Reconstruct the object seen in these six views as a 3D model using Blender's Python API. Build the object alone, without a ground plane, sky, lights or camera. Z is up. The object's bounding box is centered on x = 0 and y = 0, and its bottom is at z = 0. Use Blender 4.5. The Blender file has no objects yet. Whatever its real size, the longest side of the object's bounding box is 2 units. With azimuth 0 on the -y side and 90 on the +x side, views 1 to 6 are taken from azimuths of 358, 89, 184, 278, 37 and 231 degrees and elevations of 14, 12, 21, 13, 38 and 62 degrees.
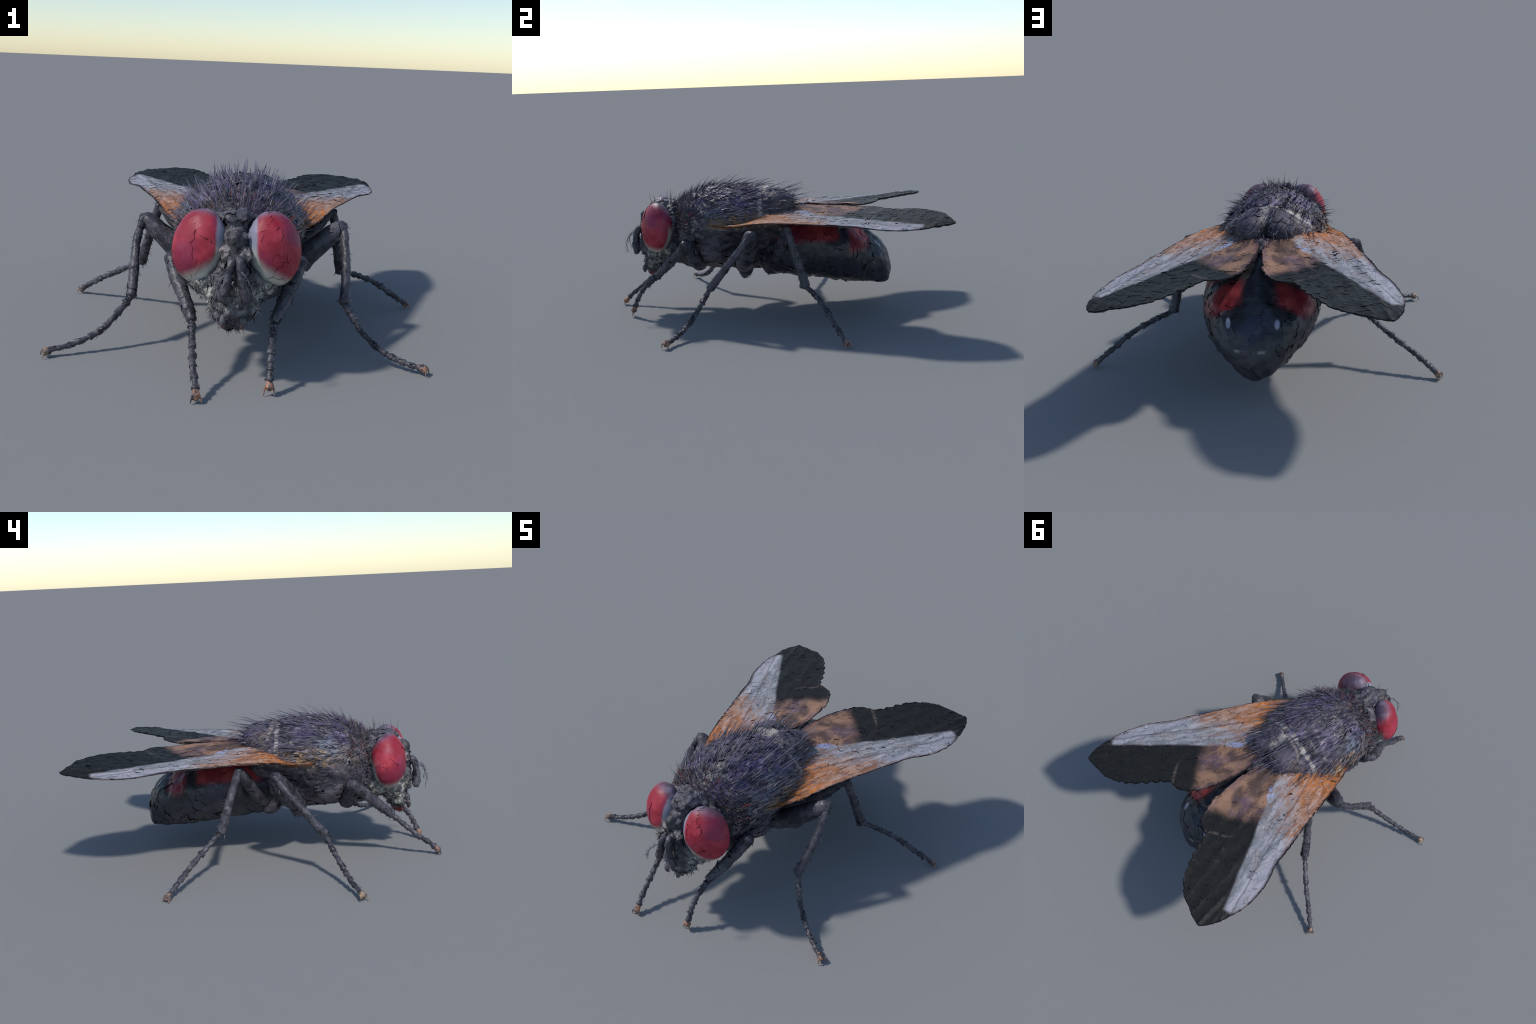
"""A large house-fly, built part by part: head with eyes, antennae and mouth,
thorax with scutellum, abdomen, two wings, six jointed legs and bristles.
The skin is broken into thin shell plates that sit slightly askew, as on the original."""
import bpy, bmesh, math
import numpy as np
from mathutils import Vector, Matrix

SEED = 7
rng = np.random.default_rng(SEED)

# ------------------------------------------------------------------ helpers: node materials
class Val:
    """A socket with arithmetic, so that masks can be written as formulas."""
    def __init__(s, g, sock): s.g, s.sock = g, sock
    def _m(s, op, o=None, rev=False):
        n = s.g.t.nodes.new('ShaderNodeMath'); n.operation = op
        a, b = (o, s) if rev else (s, o)
        for i, x in enumerate((a, b)):
            if x is None: continue
            if isinstance(x, Val): s.g.t.links.new(x.sock, n.inputs[i])
            else: n.inputs[i].default_value = float(x)
        return Val(s.g, n.outputs[0])
    def __add__(s, o): return s._m('ADD', o)
    __radd__ = __add__
    def __sub__(s, o): return s._m('SUBTRACT', o)
    def __rsub__(s, o): return s._m('SUBTRACT', o, True)
    def __mul__(s, o): return s._m('MULTIPLY', o)
    __rmul__ = __mul__
    def abs(s): return s._m('ABSOLUTE')
    def max(s, o): return s._m('MAXIMUM', o)
    def min(s, o): return s._m('MINIMUM', o)
    def pow(s, o): return s._m('POWER', o)
    def step(s, a, b):
        """smooth 0..1 ramp from a to b (b may be below a)"""
        if b < a: return 1.0 - s.step(b, a)
        n = s.g.t.nodes.new('ShaderNodeMapRange'); n.interpolation_type = 'SMOOTHSTEP'
        s.g.t.links.new(s.sock, n.inputs[0])
        n.inputs[1].default_value, n.inputs[2].default_value = a, b
        return Val(s.g, n.outputs[0])
    def band(s, a, b, soft): return s.step(a - soft, a + soft) * s.step(b + soft, b - soft)

class Mat:
    def __init__(s, name, rough=0.5, spec=0.4):
        s.m = bpy.data.materials.new(name); s.m.use_nodes = True
        s.t = s.m.node_tree; s.b = s.t.nodes['Principled BSDF']
        s.b.inputs['Roughness'].default_value = rough
        s.b.inputs['Specular IOR Level'].default_value = spec
        tc = s.t.nodes.new('ShaderNodeTexCoord'); s.obj = tc.outputs['Object']
        sp = s.t.nodes.new('ShaderNodeSeparateXYZ'); s.t.links.new(s.obj, sp.inputs[0])
        s.x, s.y, s.z = (Val(s, sp.outputs[i]) for i in range(3))
    def mapped(s, scale):
        mp = s.t.nodes.new('ShaderNodeMapping'); mp.inputs['Scale'].default_value = scale
        s.t.links.new(s.obj, mp.inputs[0]); return mp.outputs[0]
    def noise(s, scale, detail=2, stretch=(1, 1, 1), off=0.0, rough=.5):
        mp = s.t.nodes.new('ShaderNodeMapping'); mp.inputs['Scale'].default_value = stretch
        mp.inputs['Location'].default_value = (off, off * .7, off * 1.3)
        s.t.links.new(s.obj, mp.inputs[0])
        n = s.t.nodes.new('ShaderNodeTexNoise'); n.inputs['Scale'].default_value = scale
        n.inputs['Detail'].default_value = detail; n.inputs['Roughness'].default_value = rough
        s.t.links.new(mp.outputs[0], n.inputs['Vector'])
        return Val(s, n.outputs['Fac'])
    def cells(s, scale, feature='F1', stretch=(1, 1, 1)):
        n = s.t.nodes.new('ShaderNodeTexVoronoi'); n.feature = feature
        n.inputs['Scale'].default_value = scale
        s.t.links.new(s.mapped(stretch), n.inputs['Vector'])
        if feature == 'DISTANCE_TO_EDGE': return Val(s, n.outputs['Distance'])
        sp = s.t.nodes.new('ShaderNodeSeparateXYZ'); s.t.links.new(n.outputs['Color'], sp.inputs[0])
        return Val(s, sp.outputs[0])
    def island(s):
        n = s.t.nodes.new('ShaderNodeNewGeometry'); return Val(s, n.outputs['Random Per Island'])
    def instance(s):
        n = s.t.nodes.new('ShaderNodeObjectInfo'); return Val(s, n.outputs['Random'])
    def mix(s, f, a, b):
        n = s.t.nodes.new('ShaderNodeMix'); n.data_type = 'RGBA'
        if isinstance(f, Val): s.t.links.new(f.sock, n.inputs[0])
        else: n.inputs[0].default_value = f
        for k, c in ((6, a), (7, b)):
            if isinstance(c, tuple): n.inputs[k].default_value = (*c, 1)
            else: s.t.links.new(c, n.inputs[k])
        return n.outputs[2]
    def scale(s, col, f):
        """multiply a colour by a value"""
        n = s.t.nodes.new('ShaderNodeVectorMath'); n.operation = 'SCALE'
        s.t.links.new(col, n.inputs[0]); s.t.links.new(f.sock, n.inputs['Scale'])
        return n.outputs[0]
    def done(s, col, bump=None, strength=.3, dist=.004):
        s.t.links.new(col, s.b.inputs['Base Color'])
        if bump is not None:
            n = s.t.nodes.new('ShaderNodeBump'); n.inputs['Strength'].default_value = strength
            n.inputs['Distance'].default_value = dist
            s.t.links.new(bump.sock, n.inputs['Height']); s.t.links.new(n.outputs[0], s.b.inputs['Normal'])
        return s.m

# ------------------------------------------------------------------ helpers: meshes
def spline(pts, n, closed=False):
    """points along a Catmull-Rom curve, evenly spaced in the given parameter"""
    P = np.asarray(pts, float); m = len(P)
    t = np.linspace(0, m - 1, n); i = np.minimum(t.astype(int), m - 2); f = (t - i)[:, None]
    p0, p1, p2, p3 = P[np.maximum(i - 1, 0)], P[i], P[i + 1], P[np.minimum(i + 2, m - 1)]
    return .5 * (2 * p1 + (p2 - p0) * f + (2 * p0 - 5 * p1 + 4 * p2 - p3) * f ** 2 + (3 * p1 - p0 - 3 * p2 + p3) * f ** 3)

def resample(P, n):
    d = np.r_[0, np.cumsum(np.linalg.norm(np.diff(P, axis=0), axis=1))]
    t = np.linspace(0, d[-1], n)
    return np.stack([np.interp(t, d, P[:, k]) for k in range(P.shape[1])], 1)

def grid_faces(nu, nv, wrap, flip=False):
    F = []
    for i in range(nu - 1):
        for j in range(nv if wrap else nv - 1):
            k = (j + 1) % nv
            q = (i * nv + j, i * nv + k, (i + 1) * nv + k, (i + 1) * nv + j)
            F.append(q[::-1] if flip else q)
    return F

def make_mesh(name, V, F, mats=(), slot=None, smooth=True):
    me = bpy.data.meshes.new(name)
    me.from_pydata([tuple(map(float, v)) for v in V], [], F)
    for m in mats: me.materials.append(m)
    if slot is not None: me.polygons.foreach_set('material_index', np.asarray(slot, np.int32))
    me.polygons.foreach_set('use_smooth', np.full(len(me.polygons), smooth))
    me.update()
    return me

def add(name, me, parent, matrix=None, stuff=False):
    ob = bpy.data.objects.new(name, me)
    bpy.context.scene.collection.objects.link(ob)
    ob.parent = parent
    if matrix is not None: ob.matrix_local = matrix
    if stuff: ob['kind'] = 'stuff'
    return ob

def loft_y(rows, nsec=72, nrow=90, upper=1.08):
    """closed body from sections (y, centre x, top, bottom, half width, height of widest point, lower exponent)"""
    R = spline(rows, nrow)
    a = np.linspace(0, 2 * np.pi, nsec, endpoint=False)
    V = []
    for y, cx, zt, zb, w, zw, p in R:
        c, s = np.cos(a), np.sin(a)
        e = np.where(s >= 0, upper, 2.0 / p)
        x = cx + w * np.sign(c) * np.abs(c) ** e
        z = np.where(s >= 0, zw + (zt - zw) * np.abs(s) ** 1.04, zw + (zw - zb) * np.sign(s) * np.abs(s) ** e)
        V.append(np.stack([x, np.full(nsec, y), z], 1))
    V = np.concatenate(V)
    F = grid_faces(nrow, nsec, True)
    F.append(tuple(range(nsec))[::-1]); F.append(tuple(range((nrow - 1) * nsec, nrow * nsec)))
    axis = np.stack([np.repeat(R[:, 1], nsec), V[:, 1], np.repeat(R[:, 5], nsec)], 1)
    if ((V - axis) * normals_of(V, F)).sum() < 0: F = [f[::-1] for f in F]
    return V, F

def ellipsoid(c, r, rot=None, n=28):
    V = []; F = []
    th = np.linspace(0, np.pi, n); ph = np.linspace(0, 2 * np.pi, 2 * n, endpoint=False)
    T, P = np.meshgrid(th, ph, indexing='ij')
    V = np.stack([np.sin(T) * np.cos(P), np.sin(T) * np.sin(P), np.cos(T)], -1).reshape(-1, 3) * r
    if rot is not None: V = V @ np.array(rot.to_3x3() if hasattr(rot, 'to_3x3') else rot).T
    return V + np.asarray(c), grid_faces(n, 2 * n, True, True)

def globe(r, rot, sub=4):
    """an ellipsoid of even triangles"""
    bm = bmesh.new(); bmesh.ops.create_icosphere(bm, subdivisions=sub, radius=1.0)
    V = np.array([v.co[:] for v in bm.verts]); F = [tuple(v.index for v in f.verts) for f in bm.faces]; bm.free()
    return (V * r) @ np.array(rot).T, F

def fuse(name, pieces, voxel, smooth=3):
    """one closed skin round several overlapping solids"""
    V = []; F = []; k = 0
    for v, f in pieces:
        V.append(v); F += [tuple(i + k for i in q) for q in f]; k += len(v)
    me = make_mesh(name, np.concatenate(V), F)
    bm = bmesh.new(); bm.from_mesh(me)
    bmesh.ops.remove_doubles(bm, verts=bm.verts, dist=1e-5)
    bmesh.ops.recalc_face_normals(bm, faces=bm.faces); bm.to_mesh(me); bm.free()
    ob = bpy.data.objects.new(name, me); bpy.context.scene.collection.objects.link(ob)
    m = ob.modifiers.new('skin', 'REMESH'); m.mode = 'VOXEL'; m.voxel_size = voxel
    s = ob.modifiers.new('soft', 'SMOOTH'); s.iterations = smooth; s.factor = .5
    dg = bpy.context.evaluated_depsgraph_get(); ev = ob.evaluated_get(dg)
    out = ev.to_mesh()
    n = len(out.vertices); co = np.empty(n * 3); out.vertices.foreach_get('co', co)
    faces = [tuple(p.vertices) for p in out.polygons]
    ev.to_mesh_clear(); bpy.data.objects.remove(ob); bpy.data.meshes.remove(me)
    return co.reshape(-1, 3), faces

def normals_of(V, F):
    N = np.zeros_like(V)
    for f in F:
        p = V[list(f)]
        if len(f) == 4: n = np.cross(p[2] - p[0], p[3] - p[1])
        elif len(f) == 3: n = np.cross(p[1] - p[0], p[2] - p[0])
        else: n = sum(np.cross(p[i] - p[0], p[i + 1] - p[0]) for i in range(1, len(f) - 1))
        N[list(f)] += n
    return N / np.maximum(np.linalg.norm(N, axis=1), 1e-12)[:, None]

def lumps(V, N, amp, size, seed):
    """displace along normals by a few octaves of smooth noise"""
    from mathutils import noise
    d = np.array([noise.fractal(Vector(v / size) + Vector((seed, 2 * seed, 0)), 1.0, 2.0, 3) for v in V])
    return V + N * (amp * d)[:, None]

def shell(name, V, F, mat, dark, plate=.04, tilt=3.0, lift=.0015, gap=.012, core=.006, jag=.15, seed=1, stretch=(1, 1, 1), jit=.22):
    """Break a skin into thin plates that sit slightly askew over a dark inner core.
    plate: typical plate width, tilt in degrees, lift: how far plates rise or sink."""
    r = np.random.default_rng(seed)
    V = np.asarray(V, float)
    T = []
    for f in F:                                     # triangles with alternating diagonals
        if len(f) == 4:
            T += [(f[0], f[1], f[2]), (f[0], f[2], f[3])] if r.random() < .5 else [(f[0], f[1], f[3]), (f[1], f[2], f[3])]
        elif len(f) == 3: T.append(f)
        else:
            T += [(f[0], f[i], f[i + 1]) for i in range(1, len(f) - 1)]
    T = np.array(T); N = normals_of(V, [tuple(t) for t in T])
    edge = np.full(len(V), np.inf)                  # uneven triangles, so that cracks do not follow the grid
    for a, b in ((0, 1), (1, 2), (2, 0)):
        d = np.linalg.norm(V[T[:, a]] - V[T[:, b]], axis=1)
        np.minimum.at(edge, T[:, a], d); np.minimum.at(edge, T[:, b], d)
    mv = r.normal(0, jit, V.shape) * edge[:, None]
    V = V + mv - N * (mv * N).sum(1)[:, None]
    A = np.linalg.norm(np.cross(V[T[:, 1]] - V[T[:, 0]], V[T[:, 2]] - V[T[:, 0]]), axis=1) / 2
    C = V[T].mean(1); st = np.asarray(stretch, float)
    k = max(4, int(A.sum() / plate ** 2))
    S = C[r.choice(len(C), k, replace=True, p=A / A.sum())] * st
    Cj = C * st + r.normal(0, plate * jag * .25, C.shape)
    Nf = N[T].mean(1)
    own = np.empty(len(C), int)
    for a in range(0, len(C), 2000):
        d = ((Cj[a:a + 2000, None] - S[None]) ** 2).sum(-1)
        own[a:a + 2000] = d.argmin(1)
    key = (own[:, None] * len(V) + T).ravel()
    u, inv = np.unique(key, return_inverse=True)
    vi, pi = u % len(V), u // len(V)
    P = V[vi].copy()
    cnt = np.bincount(pi, minlength=k).clip(1)
    cen = np.stack([np.bincount(pi, P[:, j], k) / cnt for j in range(3)], 1)
    nor = np.stack([np.bincount(own, Nf[:, j], k) for j in range(3)], 1)
    nor /= np.maximum(np.linalg.norm(nor, axis=1), 1e-9)[:, None]
    ax = r.normal(size=(k, 3)); ax -= nor * (ax * nor).sum(1)[:, None]
    ax /= np.linalg.norm(ax, axis=1)[:, None]
    rare = r.random(k) ** 3
    ang = np.radians(r.normal(0, tilt * 2.2, k)) * (rare + .08)
    up = np.clip(r.normal(0, lift * 1.6, k) * (rare + .12), -core * .4, core)
    d = (P - cen[pi]) * (1 - gap * (r.random(k) ** 5)[pi][:, None])
    P = cen[pi] + d + np.cross(ax[pi], d) * ang[pi][:, None] + nor[pi] * up[pi][:, None]
    Vc = V - N * core
    F2 = [tuple(t) for t in inv.reshape(-1, 3)] + [tuple(t + len(P)) for t in T]
    slot = np.r_[np.zeros(len(T)), np.ones(len(T))]
    return make_mesh(name, np.concatenate([P, Vc]), F2, (mat, dark), slot)

def frame_along(P):
    T = np.gradient(P, axis=0); T /= np.linalg.norm(T, axis=1)[:, None]
    u = np.cross(T[0], [0.3, 0.1, 1.0]); u /= np.linalg.norm(u)
    U = []
    for t in T:
        u = u - t * (u @ t); u = u / np.linalg.norm(u); U.append(u)
    U = np.array(U); return T, U, np.cross(T, U)

def tube(P, R, nsec=14, flat=1.0):
    P = np.asarray(P, float); R = np.asarray(R, float)
    T, U, W = frame_along(P)
    a = np.linspace(0, 2 * np.pi, nsec, endpoint=False)
    ends = ((.52, .12), (.40, .55), (.20, .85))          # rounded ends: how far out, how wide
    pre = [(P[0] - T[0] * R[0] * o, R[0] * k, U[0], W[0]) for o, k in ends]
    post = [(P[-1] + T[-1] * R[-1] * o, R[-1] * k, U[-1], W[-1]) for o, k in ends[::-1]]
    P, R, U, W = [np.concatenate([np.array([q[i] for q in pre]), M, np.array([q[i] for q in post])]) for i, M in enumerate((P, R, U, W))]
    V = P[:, None] + R[:, None, None] * (np.cos(a)[None, :, None] * U[:, None] + flat * np.sin(a)[None, :, None] * W[:, None])
    n = len(P)
    F = grid_faces(n, nsec, True, True)
    F.append(tuple(range(nsec))[::-1]); F.append(tuple(range((n - 1) * nsec, n * nsec)))
    V = V.reshape(-1, 3)
    Vn = normals_of(V, F)
    if ((V - np.repeat(P, nsec, 0)) * Vn).sum() < 0: F = [f[::-1] for f in F]
    return V, F

def hairs(P, D, L, R, bend, r, seg=4, sides=3):
    """many tapered, slightly curved hairs as one mesh: roots P, directions D, lengths L, root radii R"""
    n = len(P)
    D = D / np.linalg.norm(D, axis=1)[:, None]
    B = bend - D * (bend * D).sum(1)[:, None]
    t = np.linspace(0, 1, seg + 1)
    U = np.cross(D, r.normal(size=(n, 3))); U /= np.linalg.norm(U, axis=1)[:, None]
    W = np.cross(D, U)
    path = P[:, None] + L[:, None, None] * (t[None, :, None] * D[:, None] + (t ** 2)[None, :, None] * B[:, None])
    prof = np.interp(t, [0, .35, 1], [1, .9, .18])
    wob = 1 + r.normal(0, .18, (n, seg + 1))
    rad = R[:, None] * prof[None] * wob
    a = np.linspace(0, 2 * np.pi, sides, endpoint=False)
    ring = np.cos(a)[None, None, :, None] * U[:, None, None] + .5 * np.sin(a)[None, None, :, None] * W[:, None, None]
    V = (path[:, :, None] + rad[:, :, None, None] * ring).reshape(-1, 3)
    m = (seg + 1) * sides
    base = grid_faces(seg + 1, sides, True) + [tuple(range(seg * sides, m))]
    F = [tuple(i + k * m for i in f) for k in range(n) for f in base]
    return V, F

# ------------------------------------------------------------------ materials
def dark_core():
    m = Mat('dark_inside', .9, .1)
    return m.done(m.mix(m.noise(30), (.006, .006, .008), (.012, .012, .015)))
DARK = dark_core()

def mat_thorax():
    m = Mat('thorax_skin', .5, .35)
    streak = m.noise(26, 3, (1, .3, 1)); cell = m.cells(24, stretch=(1, .5, 1)); big = m.noise(5, 2, off=3)
    top = m.z.step(.56, .70)
    c = m.mix(cell, (.036, .036, .048), (.115, .10, .118))
    purple = m.mix(cell, (.060, .044, .11), (.165, .130, .235))
    purple = m.mix(m.noise(11, 2, (1, .5, 1), 21).step(.56, .7) * .8, purple, (.13, .095, .115))
    c = m.mix(top * big.step(.43, .62), c, purple)
    c = m.mix(streak.step(.58, .74) * .55, c, (.21, .18, .21))
    c = m.mix(streak.step(.42, .28) * .8, c, (.012, .012, .018))
    # brown and cream skin round the wing roots
    side = m.z.band(.54, .63, .02) * m.y.band(-.42, .06, .05) * (m.x + .02).abs().step(.2, .26)
    c = m.mix(side * m.noise(22, 3, off=5).step(.4, .6), c, (.26, .155, .08))
    c = m.mix(m.noise(13, 3, off=12).step(.54, .66) * m.z.step(.46, .54) * m.z.step(.70, .62) * .6, c, (.14, .105, .085))
    c = m.mix(m.cells(60).step(.90, .93) * m.z.step(.46, .54) * .6, c, (.30, .265, .25))
    # bluish grey reflection tinted into the shoulder skin
    c = m.mix((m.x + .02).abs().step(.14, .18) * m.z.band(.60, .69, .02) * m.y.band(-.45, -.33, .03) * m.noise(14, off=9).step(.4, .55) * .7, c, (.15, .18, .24))
    # pale cream seam across the back
    seam = (m.y + .105 + (m.noise(9, off=2) - .5) * .03).abs().step(.017, .006) * m.z.step(.55, .62)
    c = m.mix(seam * m.noise(18, off=4).step(.3, .5) * .85, c, (.44, .39, .36))
    return m.done(c, m.noise(90, 3, (1, .35, 1)), .5)

def mat_scutellum():
    m = Mat('scutellum_skin', .6, .3)
    cell = m.cells(16); streak = m.noise(16, 3, (1, .4, 1), 3)
    c = m.mix(cell, (.035, .034, .050), (.095, .082, .11))
    c = m.mix(m.noise(7, off=8).step(.5, .62) * .7, c, (.10, .09, .10))
    c = m.mix(streak.step(.42, .3) * .8, c, (.02, .02, .03))
    seam = (m.y + .075 - m.x.abs() * .12 + (m.noise(9, off=2) - .5) * .03).step(.012, -.004) * .6
    mid = m.x.abs().step(.03, .012) * m.y.step(.05, .0)
    c = m.mix(seam.max(mid) * m.noise(18, off=4).step(.34, .50) * .85, c, (.42, .37, .34))
    c = m.mix((m.x + .008).abs().step(.03, .01) * m.y.step(.04, .07), c, (.012, .012, .014))
    c = m.mix((m.x + .008).abs().step(.12, .15) * m.noise(25, 3, off=6).step(.4, .6) * .7, c, (.13, .10, .085))
    return m.done(c, m.noise(60, 2), .3)

def mat_abdomen():
    m = Mat('abdomen_skin', .4, .45)
    n = m.noise(7, 3); cell = m.cells(13)
    c = m.mix(cell, (.022, .023, .030), (.042, .042, .052))
    c = m.mix(n.step(.5, .7), c, (.035, .034, .058))
    x = (m.x + .01).abs()
    w = (m.noise(10, 2, off=5) - .5) * .05
    front = (m.y + w).band(-.02, .345, .02) * (m.z + w).step(.425, .47) * x.step(.05, .13)
    rear = (m.y + w).band(.415, .535, .02) * (m.z + w).step(.355, .41) * x.step(.055, .11)
    red = m.mix(m.noise(9, 2, off=1).step(.35, .65), (.18, .017, .028), (.32, .048, .052))
    c = m.mix(front.max(rear) * .95, c, red)
    c = m.mix(front * m.noise(6, off=4).step(.5, .65) * .6, c, (.16, .02, .07))
    # window glints painted in: spots and dashes near the tip, ticks along lower edges
    sx = (m.x - .012).abs() - .114; sy = m.z - .392
    c = m.mix((sx * sx + sy * sy * .45).step(.00022, .00005) * m.y.step(.5, .55), c, (.33, .33, .45))
    dash = (m.z - .285).abs().step(.009, .004) * (m.x - .02).abs().band(.016, .075, .008) * m.y.step(.6, .65)
    c = m.mix(dash * m.noise(40).step(.4, .6), c, (.20, .19, .18))
    tick = m.noise(9, 2, (1, 6, .6), 7).step(.66, .74) * m.z.step(.28, .2)
    c = m.mix(tick * .5, c, (.15, .15, .17))
    return m.done(c, m.noise(45, 3), .25)

def mat_head():
    m = Mat('head_skin', .5, .35)
    cell = m.cells(34); n = m.noise(12, 3, off=2); x = (m.x + .052).abs()
    c = m.mix(cell, (.030, .029, .034), (.12, .112, .122))
    cheek = x.step(.055, .10) * m.z.band(.285, .43, .03)
    pale = m.mix(m.cells(55), (.10, .10, .095), (.46, .45, .40))
    c = m.mix(cheek * m.noise(16, 3).step(.32, .5), c, pale)
    lip = m.z.band(.30, .41, .02) * x.step(.07, .03) * m.y.step(-.79, -.82)
    c = m.mix(lip * n.step(.45, .6), c, (.22, .22, .21))
    bump = m.z.band(.515, .56, .01) * x.band(.02, .07, .012) * m.y.step(-.79, -.81)
    c = m.mix(bump * m.noise(30, 3, off=3).step(.4, .6) * .9, c, (.36, .31, .29))
    c = m.mix(m.z.step(.6, .66) * n.step(.4, .6) * .6, c, (.13, .12, .15))
    c = m.mix(m.z.step(.262, .235) * x.step(.02, .05) * .9, c, (.30, .035, .02))
    c = m.mix(m.z.band(.255, .30, .012) * x.step(.07, .1) * m.y.step(-.75, -.72) * .6, c, (.03, .19, .17))
    return m.done(c, m.noise(110, 3), .6)

def mat_eye(side):
    """side +1: the eye on +x.  Object coordinates: x sideways, y back, z up, centred on the eye"""
    m = Mat('eye_red', .5, .35)
    out = m.x * side
    w = (m.noise(9, 2) - .5) * .04
    red = m.mix(m.noise(11, 2, off=1).step(.38, .62), (.28, .017, .034), (.42, .042, .068))
    red = m.mix(m.noise(14, 2, off=16).step(.52, .70) * .5, red, (.36, .10, .115))
    red = m.mix(m.noise(8, 1, off=6).step(.48, .64) * .7, red, (.22, .025, .075))
    red = m.mix(m.cells(14) * .4, red, (.27, .012, .022))
    red = m.mix(m.z.step(.01, -.07) * (m.noise(6, off=3)).step(.35, .6) * .6, red, (.16, .016, .04))
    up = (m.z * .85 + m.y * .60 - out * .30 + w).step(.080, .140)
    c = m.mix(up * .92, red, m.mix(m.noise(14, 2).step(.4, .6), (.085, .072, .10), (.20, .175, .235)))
    # pale orbit along the inner edge, paler below, and a pale rim round the lower half
    inner = (out * -1.0 + w * .35).step(.062, .076)
    pale = m.mix(m.z.step(.05, -.06), (.24, .24, .31), (.62, .61, .57))
    c = m.mix(inner, c, pale)
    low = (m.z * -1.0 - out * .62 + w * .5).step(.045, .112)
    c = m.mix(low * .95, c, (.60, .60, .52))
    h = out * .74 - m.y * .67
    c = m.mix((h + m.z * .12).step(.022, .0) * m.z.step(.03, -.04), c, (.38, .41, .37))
    c = m.mix((m.z * -.6 + m.y * .6).step(.02, .07) * .5, c, m.mix(.5, c, (.16, .006, .012)))
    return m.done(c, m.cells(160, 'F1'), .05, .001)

def mat_leg(name='leg_skin', tan=0.0):
    m = Mat(name, .45, .4)
    cell = m.cells(30); n = m.noise(16, 3, (1, 1, .5))
    c = m.mix(cell, (.030, .030, .038), (.085, .080, .098))
    c = m.mix(n.step(.55, .75) * .6, c, (.15, .14, .16))
    c = m.mix(n.step(.42, .25) * .6, c, (.018, .018, .024))
    if tan: c = m.mix(m.noise(45, 3).step(.35, .6) * tan, c, m.mix(cell, (.34, .13, .075), (.42, .30, .20)))
    return m.done(c, m.noise(80, 3), .4)

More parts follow.
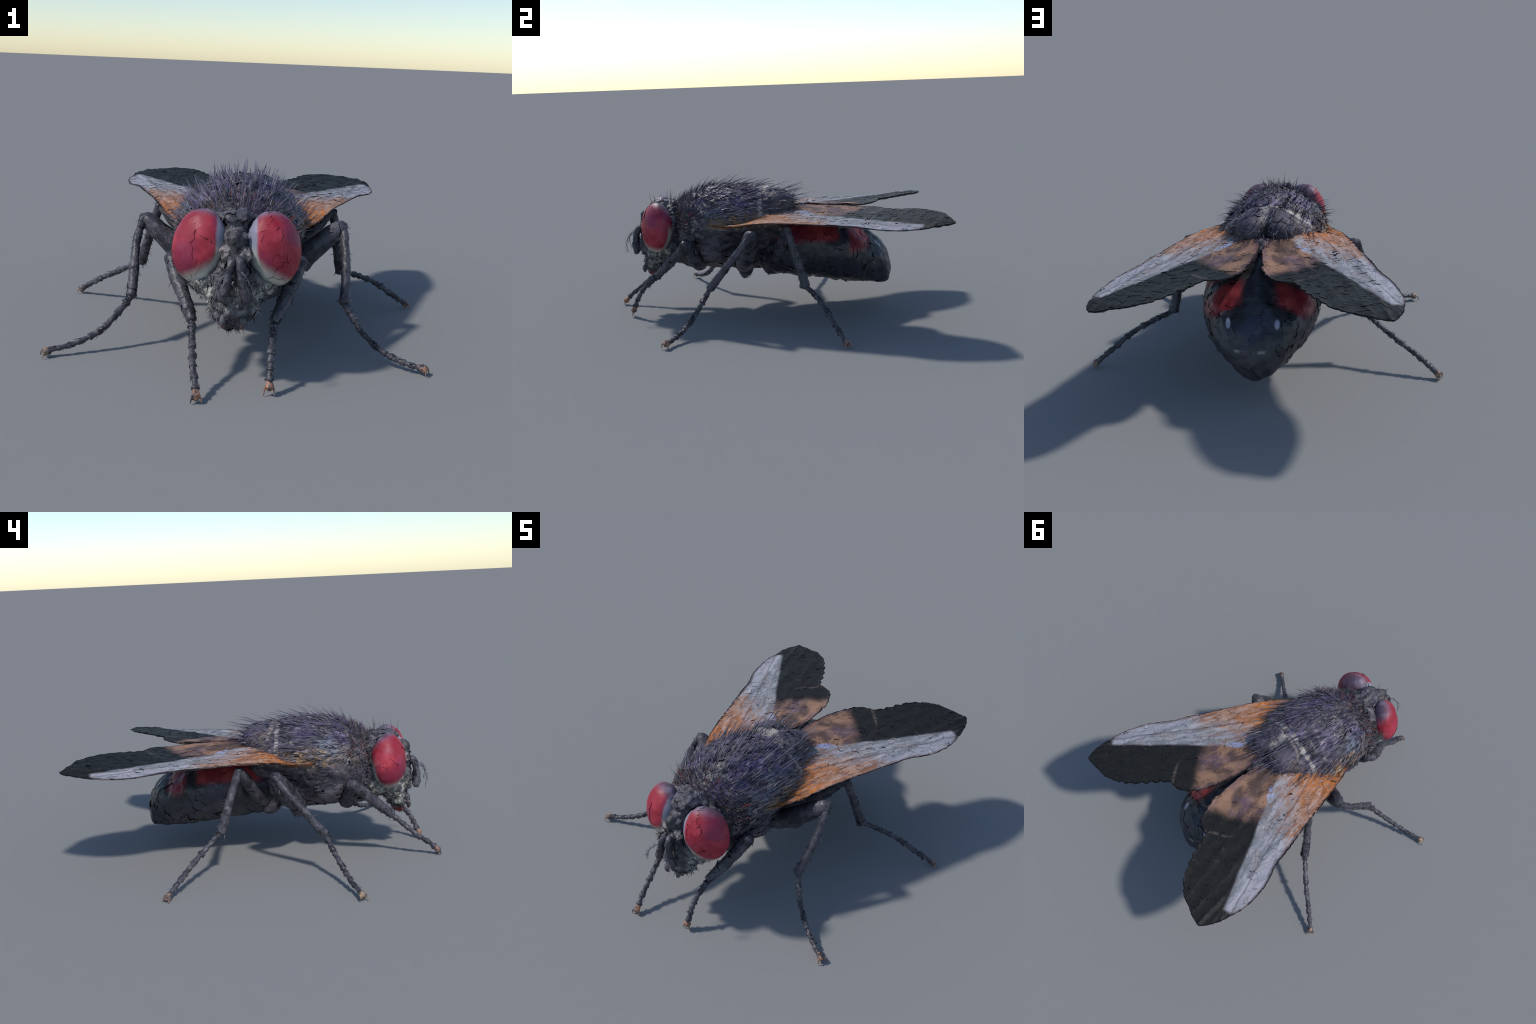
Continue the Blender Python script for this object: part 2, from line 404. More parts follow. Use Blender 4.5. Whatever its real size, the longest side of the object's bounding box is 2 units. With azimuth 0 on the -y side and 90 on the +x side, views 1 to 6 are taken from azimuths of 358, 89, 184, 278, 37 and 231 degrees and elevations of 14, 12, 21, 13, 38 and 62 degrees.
def mat_wing():
    """Object coordinates: x along the wing from the root, y towards the leading edge"""
    m = Mat('wing_membrane', .55, .16)
    u, v = m.x, m.y
    fl = (1, 3.2, 1)
    n1 = m.noise(10, 3, fl); n2 = m.noise(22, 3, fl, 4); wob = (m.noise(8, 3, off=2) - .5)
    bd = v - (u * .318 - .292) + wob * .02                       # >0: pale front strip, <0: dark rear field
    front = bd.step(-.010, .012)
    # rear field: black membrane outside, brown lobe near the body
    black = m.mix(n2, (.010, .0105, .011), (.020, .020, .020))
    n3 = m.noise(9, 3, (1, 1.7, 1), 6)
    lobe_c = m.mix(n3.step(.38, .62), (.105, .066, .055), (.29, .165, .11))
    lobe_c = m.mix(m.noise(6, 2, off=7).step(.5, .66) * .45, lobe_c, (.12, .085, .14))
    lobe_c = m.mix((v + u * .35 + .285).step(.06, -.01) * .7, lobe_c, (.095, .045, .075))
    lob = (u + v * .45 + wob * .10).step(.49, .40)
    c = m.mix(lob, black, lobe_c)
    seam = (u + v * .55 + wob * .07 - .565).abs().step(.013, .004) * v.step(-.17, -.25)
    c = m.mix(seam * n2.step(.35, .55) * .4, c, (.15, .12, .105))
    # front strip: pale lilac grey outside, orange towards the root
    pale = m.mix(n1.step(.35, .65), (.20, .21, .225), (.33, .325, .355))
    pale = m.mix(n2.step(.54, .70) * .7, pale, (.14, .145, .175))
    pale = m.mix(n3.step(.55, .68) * .5, pale, (.27, .235, .215))
    pale = m.mix(v.step(.02, .06) * u.step(.5, .6) * .45, pale, (.38, .37, .43))
    orange = m.mix(n1.step(.35, .62), (.29, .135, .078), (.42, .25, .18))
    orange = m.mix(n2.step(.53, .66) * .85, orange, (.15, .070, .038))
    orange = m.mix(m.noise(17, 3, fl, 31).step(.56, .68) * .75, orange, (.46, .345, .29))
    orange = m.mix(n3.step(.52, .66) * u.step(.1, .3) * .6, orange, (.34, .30, .31))
    orange = m.mix((u - .12 + wob * .5).step(.16, -.02) * n2.step(.4, .52) * .8, orange, (.52, .17, .035))
    org = (u - v * 1.0 + (n1 - .5) * .55 + wob * .2 - .40).step(.17, -.14)
    strip = m.mix(org, pale, orange)
    strip = m.mix((u - .3).abs().step(.22, .1) * (bd - .07).abs().step(.03, .01) * n2.step(.45, .6) * .6, strip, (.42, .36, .40))
    tip = (u + v * .25 + wob * .03).step(1.035, 1.06)
    edge = (v - .098 + (u - .8).abs() * .02 - u.step(.66, .80) * .026 + u.step(.90, 1.20) * .100 + wob * .008).step(-.010, .004)
    strip = m.mix(edge * .8, strip, m.mix(n2, (.085, .068, .075), (.19, .135, .135)))
    c = m.mix(front * (1.0 - tip), c, strip)
    # blue-white highlight coloured into the membrane at the hinge between strip and lobe
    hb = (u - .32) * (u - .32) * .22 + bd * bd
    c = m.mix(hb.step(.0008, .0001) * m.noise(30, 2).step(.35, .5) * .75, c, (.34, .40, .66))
    # cross veins in the pale strip
    vein = m.cells(9, 'DISTANCE_TO_EDGE', (1, 2.6, 1)).step(.03, .008) * n3.step(.4, .55)
    vein = vein.max((v + .085 - u * .16 + wob * .035).abs().step(.008, .002)).max((v + .165 - u * .19 + wob * .04).abs().step(.006, .002) * .6)
    c = m.mix(vein * front * .6, c, (.11, .085, .095))
    c = m.mix((u - .03).step(.06, -.10) * m.noise(30, 3).step(.4, .6) * .7, c, (.10, .065, .05))
    return m.done(c, n2, .15, .004)

def mat_hair(inst=False):
    m = Mat('bristle_loose' if inst else 'bristle', .5, .35)
    r = m.instance() if inst else m.island()
    c = m.mix(r.step(.0, .6), (.030, .030, .042), (.115, .104, .145))
    c = m.mix(r.step(.62, .68) * m.z.step(.62, .70), c, (.11, .085, .19))
    c = m.mix(r.step(.86, .92) * (.35 if inst else 1.0), c, (.32, .29, .31))
    if not inst:
        neck = m.y.band(-.64, -.50, .03) * m.z.step(.5, .56)
        c = m.mix(neck * r.band(.30, .36, .01), c, (.36, .05, .04))
        c = m.mix(neck * r.band(.45, .60, .01), c, (.24, .19, .125))
        red = m.y.band(-.55, -.38, .03) * (m.x + .03).abs().band(.13, .22, .02) * m.z.band(.60, .68, .02)
        c = m.mix(red * r.band(.2, .32, .01), c, (.40, .07, .075))
        side = m.z.band(.545, .62, .015) * (m.x + .03).abs().step(.21, .25) * m.y.band(-.46, -.18, .03)
        c = m.mix(side * r.band(.2, .72, .02), c, m.mix(r.band(.3, .5, .03), (.24, .13, .06), (.42, .33, .25)))
    return m.done(c)

M_THORAX, M_SCUT, M_ABD, M_HEAD = mat_thorax(), mat_scutellum(), mat_abdomen(), mat_head()
M_LEG, M_FOOT, M_WING, M_HAIR, M_HAIR1 = mat_leg(), mat_leg('foot_skin', .95), mat_wing(), mat_hair(), mat_hair(True)

# ------------------------------------------------------------------ the fly
fly = bpy.data.objects.new('fly', None)
bpy.context.scene.collection.objects.link(fly)
fly['label'] = 'large dark bristly fly with red eyes and spread brown-grey wings'
fly['category'] = 'fly'

# ---- abdomen
abd_rows = [  # y, centre, top, bottom, half width, widest height, lower exponent
    (-.10, .0, .46, .26, .15, .37, 2.1), (-.04, .0, .55, .228, .215, .39, 2.2), (.06, .0, .595, .210, .260, .40, 2.3),
    (.18, -.002, .602, .195, .286, .40, 2.3), (.30, -.004, .585, .175, .290, .39, 2.3), (.40, -.006, .548, .156, .278, .375, 2.2),
    (.48, -.006, .50, .145, .253, .355, 2.1), (.55, -.004, .463, .137, .216, .33, 2.0), (.61, .0, .42, .132, .168, .30, 1.9),
    (.655, .004, .368, .129, .120, .265, 1.9), (.680, .008, .312, .137, .068, .235, 1.7), (.690, .010, .265, .158, .032, .21, 2.0), (.695, .010, .225, .195, .012, .21, 2.0)]
V, F = loft_y(abd_rows, 60, 70, 1.2)
N = normals_of(V, F)
groove = np.zeros(len(V))
for y0 in (.06, .20, .375, .53):                        # shallow steps between the plates of the abdomen
    d = V[:, 1] - y0 + .04 * np.abs(V[:, 0]); groove += np.exp(-(d / .012) ** 2)
V = V - N * (groove * .006)[:, None]
V = lumps(V, N, .009, .08, 3)
abdomen = add('abdomen', shell('abdomen', V, F, M_ABD, DARK, .042, 4.0, .0022, seed=11), fly)

# ---- thorax with its side plates and the stubs of the legs
tho_rows = [
    (-.650, -.048, .60, .31, .12, .47, 2.0), (-.59, -.048, .670, .285, .200, .48, 2.0), (-.52, -.044, .718, .275, .238, .505, 1.6),
    (-.44, -.040, .748, .262, .266, .525, 1.5), (-.34, -.036, .766, .250, .280, .54, 1.5), (-.22, -.026, .765, .240, .272, .54, 1.2),
    (-.11, -.014, .735, .232, .252, .545, 1.15), (-.02, -.006, .685, .230, .228, .53, 1.25), (.05, -.003, .62, .25, .19, .48, 1.7),
    (.105, -.002, .54, .32, .12, .43, 2.0)]
pieces = [loft_y(tho_rows, upper=1.22)]
for sx in (1, -1):
    cx = -.038
    pieces += [ellipsoid((cx + sx * .20, -.475, .545), (.062, .068, .072)),        # shoulder lobe
               ellipsoid((cx + sx * .19, -.39, .42), (.065, .09, .10)),           # side plates
               ellipsoid((cx + .015 + sx * .13, -.20, .40), (.065, .075, .12)),
               ellipsoid((cx + .03 + sx * .135, -.05, .40), (.06, .07, .10)),
               ellipsoid((cx + sx * .245, -.24, .565), (.045, .09, .016)),         # wing root
               ellipsoid((.0, .13, .590), (.075, .085, .045)),                     # plate over the waist
               ellipsoid((cx + .02 + sx * .08, -.50, .335), (.07, .08, .06)),            # coxae
               ellipsoid((cx + .022 + sx * .10, -.205, .290), (.052, .048, .088)),
               ellipsoid((cx + .022 + sx * .10, -.045, .295), (.06, .065, .072))]
V, F = fuse('thorax', pieces, .011, 4)
N = normals_of(V, F)
V = lumps(V, N, .007, .05, 5)
T_V, T_N = V, normals_of(V, F)
thorax = add('thorax', shell('thorax', V, F, M_THORAX, DARK, .030, 5.5, .0026, seed=12, stretch=(1, .6, 1)), fly)

# ---- scutellum: two low domes with a groove between them
pieces = [ellipsoid((-.078, -.005, .640), (.095, .112, .090)), ellipsoid((.062, -.005, .640), (.095, .112, .090)),
          ellipsoid((-.008, -.055, .680), (.135, .050, .068)), ellipsoid((-.008, -.03, .61), (.195, .085, .085))]
V, F = fuse('scutellum', pieces, .010, 3)
V = lumps(V, normals_of(V, F), .004, .05, 8)
S_V, S_N = V, normals_of(V, F)
scutellum = add('scutellum', shell('scutellum', V, F, M_SCUT, DARK, .034, 6.5, .0026, seed=13), fly)

# ---- head
HX = -.052
pieces = [ellipsoid((HX, -.632, .520), (.188, .075, .160)),              # back plate of the head
          ellipsoid((HX, -.726, .50), (.074, .110, .148)),               # face
          ellipsoid((HX, -.735, .375), (.132, .085, .080)),              # cheeks
          ellipsoid((HX, -.768, .305), (.098, .058, .065)),              # mouth edge
          ellipsoid((HX, -.765, .262), (.062, .042, .040)),               # proboscis base
          ellipsoid((HX, -.785, .568), (.038, .052, .060)),
          ellipsoid((HX, -.690, .660), (.070, .085, .026))]                # crown
for sx in (1, -1):
    pieces += [ellipsoid((HX + sx * .034, -.808, .535), (.030, .026, .026)),
               ellipsoid((HX + sx * .105, -.715, .405), (.075, .07, .055)),
               ellipsoid((HX + sx * .05, -.812, .42), (.028, .03, .07)),
               ellipsoid((HX + sx * .025, -.77, .241), (.026, .03, .020)),
               ellipsoid((HX + sx * .115, -.64, .42), (.07, .06, .09)),
               ellipsoid((HX + sx * .075, -.775, .43), (.030, .035, .045))]
V, F = fuse('head', pieces, .009, 2)
V = lumps(V, normals_of(V, F), .013, .032, 9)
H_V, H_N = V, normals_of(V, F)
head = add('head', shell('head', V, F, M_HEAD, DARK, .028, 8, .003, seed=14), fly)

# ---- eyes: domes that bulge outwards and forwards
for sx in (1, -1):
    tiltback = Matrix.Rotation(sx * math.radians(-13), 3, 'Y')
    yaw = Matrix.Rotation(sx * math.radians(-58), 3, 'Z')
    V, F = globe((.088, .114, .149), tiltback @ yaw)
    V = lumps(V, normals_of(V, F), .003, .06, 4 + sx)
    c = Vector((.099, -.723, .541)) if sx > 0 else Vector((-.194, -.713, .541))
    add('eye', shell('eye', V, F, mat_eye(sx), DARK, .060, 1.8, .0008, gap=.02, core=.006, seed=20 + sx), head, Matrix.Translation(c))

# ---- antennae with a feathered bristle, and mouth feelers
arista_P, arista_D, arista_L = [], [], []
for sx in (1, -1):
    P = spline([(HX + sx * .014, -.835, .525), (HX + sx * .018, -.862, .495), (HX + sx * .028, -.872, .44), (HX + sx * .043, -.866, .385), (HX + sx * .046, -.858, .368)], 22)
    V, F = tube(P, np.interp(np.linspace(0, 1, 22), [0, .15, .28, .33, .6, .9, 1], [.012, .018, .017, .013, .019, .018, .006]), 12, 1.2)
    V = lumps(V, normals_of(V, F), .004, .02, 21 + sx)
    ant = add('antenna', shell('antenna', V, F, M_LEG, DARK, .024, 9, .002, core=.003, seed=30 + sx), head)
    S = spline([(HX + sx * .026, -.886, .485), (HX + sx * .045, -.912, .47), (HX + sx * .066, -.922, .43), (HX + sx * .075, -.915, .38)], 16)
    V, F = tube(S, np.linspace(.0028, .0008, 16), 5)
    k = 0; Vs = [V]; Fs = list(F); k = len(V)
    r = np.random.default_rng(40 + sx); idx = np.repeat(np.arange(2, 15), 2)
    d = np.stack([r.normal(0, .6, len(idx)) + sx * .3, r.normal(-.3, .5, len(idx)), np.where(np.arange(len(idx)) % 2, 1, -.4) + r.normal(0, .3, len(idx))], 1)
    v2, f2 = hairs(S[idx], d, r.uniform(.014, .026, len(idx)), np.full(len(idx), .0016), r.normal(0, .2, (len(idx), 3)), r, 3)
    Vs.append(v2); Fs += [tuple(i + k for i in f) for f in f2]
    add('arista', make_mesh('arista', np.concatenate(Vs), Fs, (M_HAIR,)), head)
    P = spline([(HX + sx * .035, -.80, .30), (HX + sx * .04, -.825, .275), (HX + sx * .035, -.825, .245)], 12)
    V, F = tube(P, np.interp(np.linspace(0, 1, 12), [0, .6, 1], [.010, .014, .006]), 10)
    add('palp', shell('palp', V, F, M_HEAD, DARK, .02, 5, .001, core=.003, seed=34 + sx), head)

# ---- wings: one outline in the wing's own plane, laid out left and right
LEAD = [(-.18, .045), (-.08, .068), (.10, .084), (.32, .092), (.50, .101), (.65, .106), (.74, .124), (.82, .132), (.95, .120), (1.08, .073), (1.15, .030), (1.192, -.012)]
TRAIL = [(.08, -.28), (.16, -.315), (.23, -.345), (.32, -.388), (.44, -.414), (.54, -.430), (.66, -.420), (.725, -.385), (.750, -.345),
         (.768, -.322), (.84, -.308), (.94, -.284), (1.05, -.240), (1.12, -.175), (1.155, -.105), (1.180, -.050), (1.192, -.022)]
def wing_mesh(sx, seed):
    nu, nv = 96, 26
    r = np.random.default_rng(seed)
    A = resample(spline(LEAD, 300), nu); B = resample(spline(TRAIL, 300), nu)
    u = B[:, 0]                                                      # scalloped, ragged rear margin
    scal = np.where((u > .78) & (u < 1.17), .011 * np.abs(np.sin(u * 58)) - .006, 0) + np.where(u > .5, r.normal(0, .0030, nu), 0)
    A[:, 1] += r.normal(0, .0015, nu)
    B[:, 1] -= scal
    s = np.linspace(0, 1, nv)
    se = s[None, :, None]
    G = A[:, None] * (1 - se) + B[:, None] * se
    U, Vv = G[..., 0], G[..., 1]
    zl = np.interp(U, [-.18, -.05, .08, .2, .4, .55, .72, .85, .97, 1.08, 1.19], [-.045, -.035, -.016, -.010, -.008, -.008, -.018, -.024, -.024, -.016, -.002])
    zt = np.interp(U, [.0, .23, .4, .6, .8, 1.0, 1.12, 1.19], [.034, .036, .025, .012, .020, .027, .020, .0])
    mid = np.sin(np.pi * s)[None] * np.interp(U, [.1, .3, .5, .65, .8, 1, 1.15], [.002, -.004, -.006, -.001, .001, .001, 0])
    Z = zl * (1 - s)[None] + zt * s[None] + mid
    vein = np.zeros_like(Z)                                          # raised veins fanning out from the root
    for a0, a1, h in ((.045, .06, 1.0), (.0, .045, .8), (-.07, .0, .9), (-.13, -.09, .5), (-.2, -.19, .5), (-.28, -.30, .4)):
        line = a0 + (a1 - a0) * np.clip(U / 1.0, 0, 1) + .02 * np.sin(U * 5 + a0 * 20)
        vein += h * np.exp(-((Vv - line) / .010) ** 2)
    Z = Z + .0055 * vein + .0015 * np.sin(Vv * 70 + U * 9) * np.interp(U, [.2, .5, 1.1], [.6, 1, .3])
    Z = Z - .050 * np.clip((.10 - U) / .22, 0, 1) ** 1.3 * np.clip((s - .02) / .2, 0, 1)[None]      # the root dips into the flank
    from mathutils import noise
    Z += np.array([[.003 * noise.fractal(Vector((U[i, j] * 7, Vv[i, j] * 14, seed)), 1, 2, 2) for j in range(nv)] for i in range(nu)])
    h = .0065 * np.minimum(1, np.minimum(np.minimum(s, 1 - s)[None] / .06, 1)) ** .5 * np.interp(U, [0, 1.1, 1.19], [1.25, .9, .6])
    h = np.maximum(h, .0012)
    if sx < 0: pass
    y = Vv if sx < 0 else Vv
    up = np.stack([U, Vv, Z], -1).reshape(-1, 3); dn = np.stack([U, Vv, Z - 2 * h], -1).reshape(-1, 3)
    n = nu * nv
    F = grid_faces(nu, nv, False, True) + [tuple(i + n for i in f) for f in grid_faces(nu, nv, False, False)]
    ring = [i * nv for i in range(nu)] + [(nu - 1) * nv + j for j in range(1, nv)] + [i * nv + nv - 1 for i in range(nu - 2, -1, -1)] + [j for j in range(nv - 2, 0, -1)]
    F += [(ring[k], ring[(k + 1) % len(ring)], ring[(k + 1) % len(ring)] + n, ring[k] + n) for k in range(len(ring))]
    V = np.concatenate([up, dn])
    # the wing's plane: x along, y towards the leading edge; z is up on the left wing and down on the right
    if sx > 0: V = V * (1, 1, -1)
    N = normals_of(V, F)
    if (N[n // 2] * (0, 0, 1 if sx < 0 else -1)).sum() < 0: F = [f[::-1] for f in F]
    return V, F
for sx, org, ang, sd in ((1, (.26, -.20, .600), 20.2, 51), (-1, (-.305, -.165, .600), 14.9, 52)):
    a = math.radians(ang)
    X = Vector((sx * math.sin(a), math.cos(a), 0)); Y = Vector((sx * math.cos(a), -math.sin(a), 0)); Zv = X.cross(Y)
    mw = Matrix((X, Y, Zv)).transposed().to_4x4(); mw.translation = org
    V, F = wing_mesh(sx, sd)
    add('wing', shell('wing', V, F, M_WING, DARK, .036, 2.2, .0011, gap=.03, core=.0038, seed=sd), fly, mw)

# ---- legs
LEGS = [  # side, hip, knee, ankle, points of the tarsus; radii: femur, tibia at knee, tibia at ankle
    ((.065, -.475, .295), (.225, -.545, .455), (.113, -.735, .247), [(.100, -.84, .150), (.097, -.895, .035)], .044, .032, .023),
    ((-.13, -.475, .295), (-.320, -.517, .448), (-.216, -.728, .240), [(-.203, -.86, .125), (-.189, -.935, .068), (-.181, -.982, .024)], .044, .030, .023),
    ((.110, -.215, .290), (.441, -.165, .535), (.434, -.408, .235), [(.518, -.488, .119), (.629, -.563, .047), (.755, -.637, .026)], .056, .019, .024),
    ((-.14, -.215, .290), (-.481, -.115, .530), (-.503, -.372, .225), [(-.605, -.450, .104), (-.720, -.510, .047), (-.838, -.563, .026)], .056, .019, .024),
    ((.110, -.03, .300), (.412, .036, .560), (.482, .129, .237), [(.580, .178, .206), (.678, .218, .160), (.78, .265, .088), (.868, .311, .024)], .036, .021, .026),
    ((-.14, -.03, .300), (-.427, .076, .555), (-.522, .172, .243), [(-.655, .262, .165), (-.789, .342, .083), (-.872, .394, .022)], .036, .021, .026)]
def cups(P, r0, r1, n, r):
    """a chain of n trumpet-shaped joints along a path: (path, radii)"""
    R = []; m = len(P)
    cut = np.r_[0, np.sort(np.arange(1, n) + r.uniform(-.32, .32, n - 1)), n]
    t = np.linspace(0, n, m); k = np.clip(np.searchsorted(cut, t, 'right') - 1, 0, n - 1)
    ph = (t - cut[k]) / (cut[k + 1] - cut[k])
    base = r0 + (r1 - r0) * t / n
    return base * (.74 + (.30 + .35 * r.random(n))[k] * ph ** 1.5) * (1 + r.normal(0, .04, m))
for k, (hip, knee, ankle, tar, rf, rk, ra) in enumerate(LEGS):
    r = np.random.default_rng(60 + k)
    hip, knee, ankle = map(np.array, (hip, knee, ankle))
    sx = 1 if knee[0] > 0 else -1
    # coxa and trochanter: the short piece that carries the rest of the leg
    P = spline([hip + (-.03 * sx, .0, .02), hip, hip + (knee - hip) * .18], 12)
    V, F = tube(P, np.interp(np.linspace(0, 1, 12), [0, .5, 1], [rf * .7, rf * .85, rf * .6]), 14)
    leg = add('leg', shell('leg', V, F, M_LEG, DARK, .04, 3, .0015, core=.004, seed=70 + k), fly)
    # femur
    sag = np.array((0, 0, .020))
    P = spline([hip, hip + (knee - hip) * .35 - sag, hip + (knee - hip) * .7 - sag * .5, knee + (0, 0, .006)], 40)
    V, F = tube(P, np.interp(np.linspace(0, 1, 40), [0, .12, .4, .75, .93, 1], np.array([.7, .95, 1.0, .82, .62, .35]) * rf), 18)
    V = lumps(V, normals_of(V, F), .003, .04, k)
    add('femur', shell('femur', V, F, M_LEG, DARK, .045, 3.5, .0016, core=.005, seed=80 + k, stretch=(1, 1, .8)), leg)
    # tibia
    bow = np.cross(ankle - knee, (0, 0, 1.0)); bow = bow / np.linalg.norm(bow)
    swell = np.array((sx * (.012 if 1 < k < 4 else .003), 0, 0))
    P = spline([knee, knee + (ankle - knee) * .35 + swell + bow * .003, knee + (ankle - knee) * .7 + swell * .6 - bow * .002, ankle], 44)
    R = np.interp(np.linspace(0, 1, 44), [0, .05, .35, .7, .95, 1], np.array([.8, 1.0, 1.0, .5, .0, -.08])) * (rk - ra) + ra
    V, F = tube(P, R, 14)
    V = lumps(V, normals_of(V, F), .003, .03, k + 9)
    tv, tn = V, normals_of(V, F)
    add('tibia', shell('tibia', V, F, M_LEG, DARK, .032, 4.5, .0016, core=.004, seed=90 + k), leg)
    # tarsus: many short trumpet-shaped joints
    path = resample(spline([tuple(ankle)] + tar, 80), 78)
    n = 8 if k < 2 else 10
    V, F = tube(path, cups(path, .0155, .0130, n, r), 11)
    V = lumps(V, normals_of(V, F), .003, .02, k + 19)
    add('tarsus', shell('tarsus', V, F, M_LEG, DARK, .018, 8, .0016, core=.003, seed=100 + k), leg)
    # foot pad with two claws
    e = path[-1]; d = path[-1] - path[-6]; d /= np.linalg.norm(d)
    s = np.cross(d, (0, 0, 1.0)); s /= np.linalg.norm(s)
    V, F = tube(np.array([e - d * .028, e - d * .012, e + d * .004, e + d * .012]), np.array([.011, .015, .019, .010]), 12)
    V[:, 2] = np.maximum(V[:, 2], .004)
    Vs, Fs = [V], list(F)
    for w in (1, -1):
        C = spline([e + s * w * .010, e + s * w * .018 + d * .012 + (0, 0, .002), np.array([*(e + s * w * .021 + d * .018)[:2], .002])], 8)
        v2, f2 = tube(C, np.linspace(.006, .0015, 8), 7)
        o = sum(len(q) for q in Vs); Vs.append(v2); Fs += [tuple(i + o for i in f) for f in f2]
    add('foot', shell('foot', np.concatenate(Vs), Fs, M_FOOT, DARK, .014, 7, .001, core=.002, seed=110 + k), leg)
    # spines on tibia and tarsus
    i = r.integers(60, len(tv) - 30, 46)
    p1, d1 = tv[i], tn[i] * .8 + (ankle - knee) / np.linalg.norm(ankle - knee) * .7 + r.normal(0, .15, (46, 3))
    j = r.integers(2, 70, 40); a = r.normal(size=(40, 3)); tdir = path[np.minimum(j + 3, 77)] - path[j]
    tdir /= np.linalg.norm(tdir, axis=1)[:, None]; a -= tdir * (a * tdir).sum(1)[:, None]; a /= np.linalg.norm(a, axis=1)[:, None]
    p2, d2 = path[j] + a * .011, a * .7 + tdir
    Pp, Dd = np.r_[p1, p2], np.r_[d1, d2]
    V, F = hairs(Pp, Dd, r.uniform(.012, .026, len(Pp)), np.full(len(Pp), .0019), r.normal(0, .1, Pp.shape), r, 3)
    add('leg_bristle', make_mesh('leg_bristle', V, F, (M_HAIR,)), leg, stuff=True)

# ---- bristles
def scatter(V, N, keep, n, r):
    w = np.array([keep(*v, *m) for v, m in zip(V, N)]); i = r.choice(len(V), n, p=w / w.sum())
    return V[i] + r.normal(0, .004, (n, 3)) * (1 - np.abs(N[i])), N[i]
def thorax_weight(x, y, z, nx, ny, nz):
    if nz < -.2 or y > -.07: return 0.0
    if nz > .1 and z > .5: return (.55 if nz > .55 and y > -.38 else 1.0) if y < -.14 else .3
    return .45 if y < .0 else .1
r = np.random.default_rng(200)
P, N = scatter(T_V, T_N, thorax_weight, 1000, r)
back = np.clip((P[:, 1] + .60) / .30, 0, 1)                # stand up at the front, lie back further behind
out = np.stack([P[:, 0] + .03, P[:, 1] * 0, P[:, 2] * 0], 1) * 1.2
D = N * (1.0 - .80 * back)[:, None] + np.stack([0 * back, .35 + .75 * back, .25 - .1 * back], 1) + out + r.normal(0, .13, N.shape)
L = np.where(N[:, 2] > .15, r.uniform(.028, .078, len(P)) * (1.15 - .45 * back), r.uniform(.015, .035, len(P))) * np.where(P[:, 1] < -.5, .75, 1)
V, F = hairs(P, D, L, r.uniform(.0016, .0030, len(P)) * (1 + .7 * back), np.stack([0 * L, np.full(len(L), .25), np.full(len(L), -.10)], 1), r)
add('short_bristle', make_mesh('short_bristle', V, F, (M_HAIR,)), thorax, stuff=True)

# long bristles one by one, sharing a few meshes
shapes = []
for i in range(5):
    v, f = hairs(np.zeros((1, 3)), np.array([[0, 0, 1.0]]), np.array([1.0]), np.array([.023]), np.array([[.10 + .05 * i, .03 * (i - 2), 0]]), r, 7, 5)
    shapes.append(make_mesh('bristle', v, f, (M_HAIR1,)))
def plant(p, d, length, parent, bend):
    d = Vector(d).normalized(); b = Vector(bend); b = (b - d * b.dot(d)).normalized()
    y = d.cross(b)
    m = Matrix((b, y, d)).transposed().to_4x4() @ Matrix.Diagonal((length, length, length, 1))
    m.translation = Vector(p) - d * .004
    ob = bpy.data.objects.new('bristle', shapes[int(r.integers(5))])
    bpy.context.scene.collection.objects.link(ob); ob.parent = parent; ob.matrix_local = m
P, N = scatter(T_V, T_N, lambda x, y, z, nx, ny, nz: 1.0 if nz > .3 and -.58 < y < -.13 else 0, 280, r)
for p, n in zip(P, N):
    t = min(1, max(0, (p[1] + .56) / .34))
    d = n * (.92 - .56 * t) + np.array((p[0] * .5, .55 + .5 * t, .18)) + r.normal(0, .09, 3)
    plant(p, d, r.uniform(.080, .155) * (.62 + .38 * t), thorax, (0, .8, -.5))
P, N = scatter(S_V, S_N, lambda x, y, z, nx, ny, nz: 1.0 if ny > .15 and nz > .1 and z > .66 else 0, 26, r)
for p, n in zip(P, N):
    d = n * .25 + np.array((p[0] * .8, 1.0, .30)) + r.normal(0, .07, 3)
    plant(p, d, r.uniform(.09, .15), scutellum, (0, .2, -1))
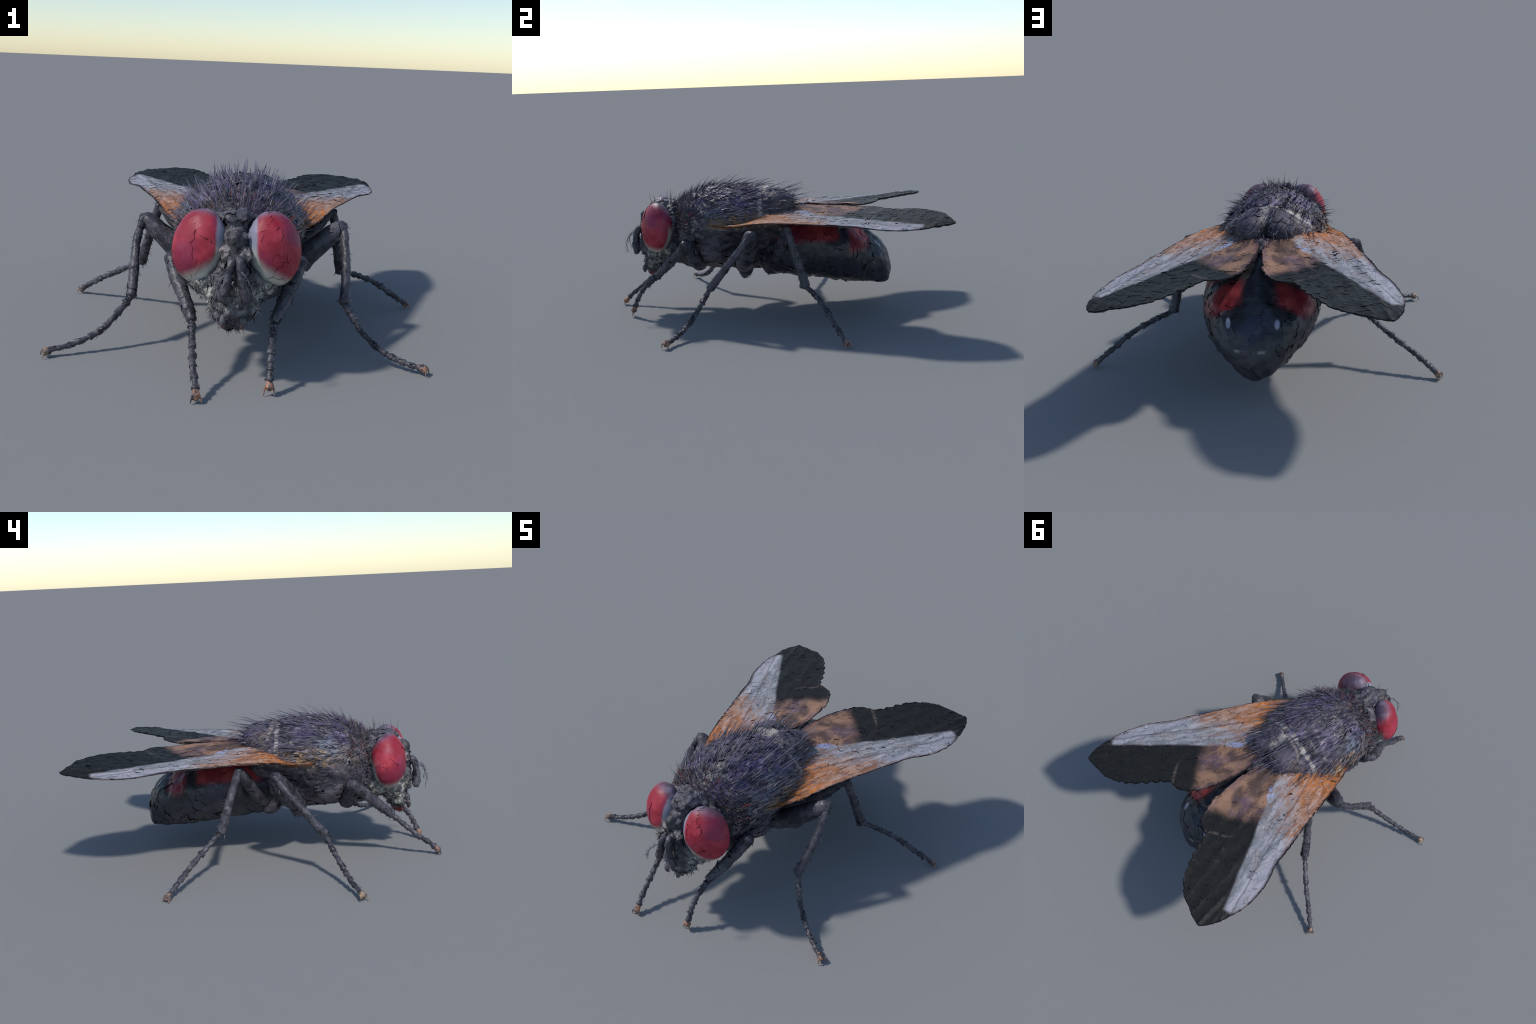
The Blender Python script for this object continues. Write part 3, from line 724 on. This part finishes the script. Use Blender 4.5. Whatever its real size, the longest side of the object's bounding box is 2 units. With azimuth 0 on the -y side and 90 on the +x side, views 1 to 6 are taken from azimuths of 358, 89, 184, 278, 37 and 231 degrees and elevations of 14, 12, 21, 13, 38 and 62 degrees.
P, N = scatter(S_V, S_N, lambda x, y, z, nx, ny, nz: (1.0 if abs(x) > .125 or y > .08 else .06) if nz > -.1 else 0, 150, r)
D = N * .35 + np.stack([P[:, 0] * 1.5, np.full(len(P), .8), np.full(len(P), .05)], 1) + r.normal(0, .2, N.shape)
V, F = hairs(P, D, r.uniform(.02, .05, len(P)), r.uniform(.0018, .0038, len(P)), r.normal(0, .1, N.shape), r)
add('short_bristle', make_mesh('short_bristle', V, F, (M_HAIR,)), scutellum, stuff=True)
P, N = scatter(T_V, T_N, lambda x, y, z, nx, ny, nz: 1.0 if abs(x + .02) > .2 and -.08 < y < .08 and z > .58 else 0, 16, r)
for p, n in zip(P, N):
    plant(p, n * .3 + np.array((p[0] * .5, 1.0, .2)), r.uniform(.07, .12), thorax, (0, .2, -1))
P, N = scatter(H_V, H_N, lambda x, y, z, nx, ny, nz: 1.0 if z > .655 and abs(x - HX) < .09 else 0, 26, r)
for p, n in zip(P, N):
    plant(p, n * .5 + np.array(((p[0] - HX) * 2, -.05, .9)) + r.normal(0, .15, 3), r.uniform(.045, .085), head, (0, 1, 0))
# short stiff hair on cheeks, mouth edge and the collar behind the head
P, N = scatter(H_V, H_N, lambda x, y, z, nx, ny, nz: 1.0 if z < .46 and y < -.69 else (.25 if z > .62 else 0), 520, r)
V, F = hairs(P, N * .8 + np.array((0, -.1, -.45)) + r.normal(0, .3, N.shape), r.uniform(.010, .026, len(P)), r.uniform(.0016, .0030, len(P)), r.normal(0, .2, N.shape), r, 3)
add('face_bristle', make_mesh('face_bristle', V, F, (M_HAIR,)), head, stuff=True)
P, N = scatter(T_V, T_N, lambda x, y, z, nx, ny, nz: 1.0 if -.63 < y < -.50 and z > .42 else 0, 900, r)
V, F = hairs(P, N + np.array((0, -.1, .3)) + r.normal(0, .35, N.shape), r.uniform(.018, .042, len(P)), r.uniform(.0016, .0028, len(P)), r.normal(0, .15, N.shape), r)
add('collar_bristle', make_mesh('collar_bristle', V, F, (M_HAIR,)), thorax, stuff=True)
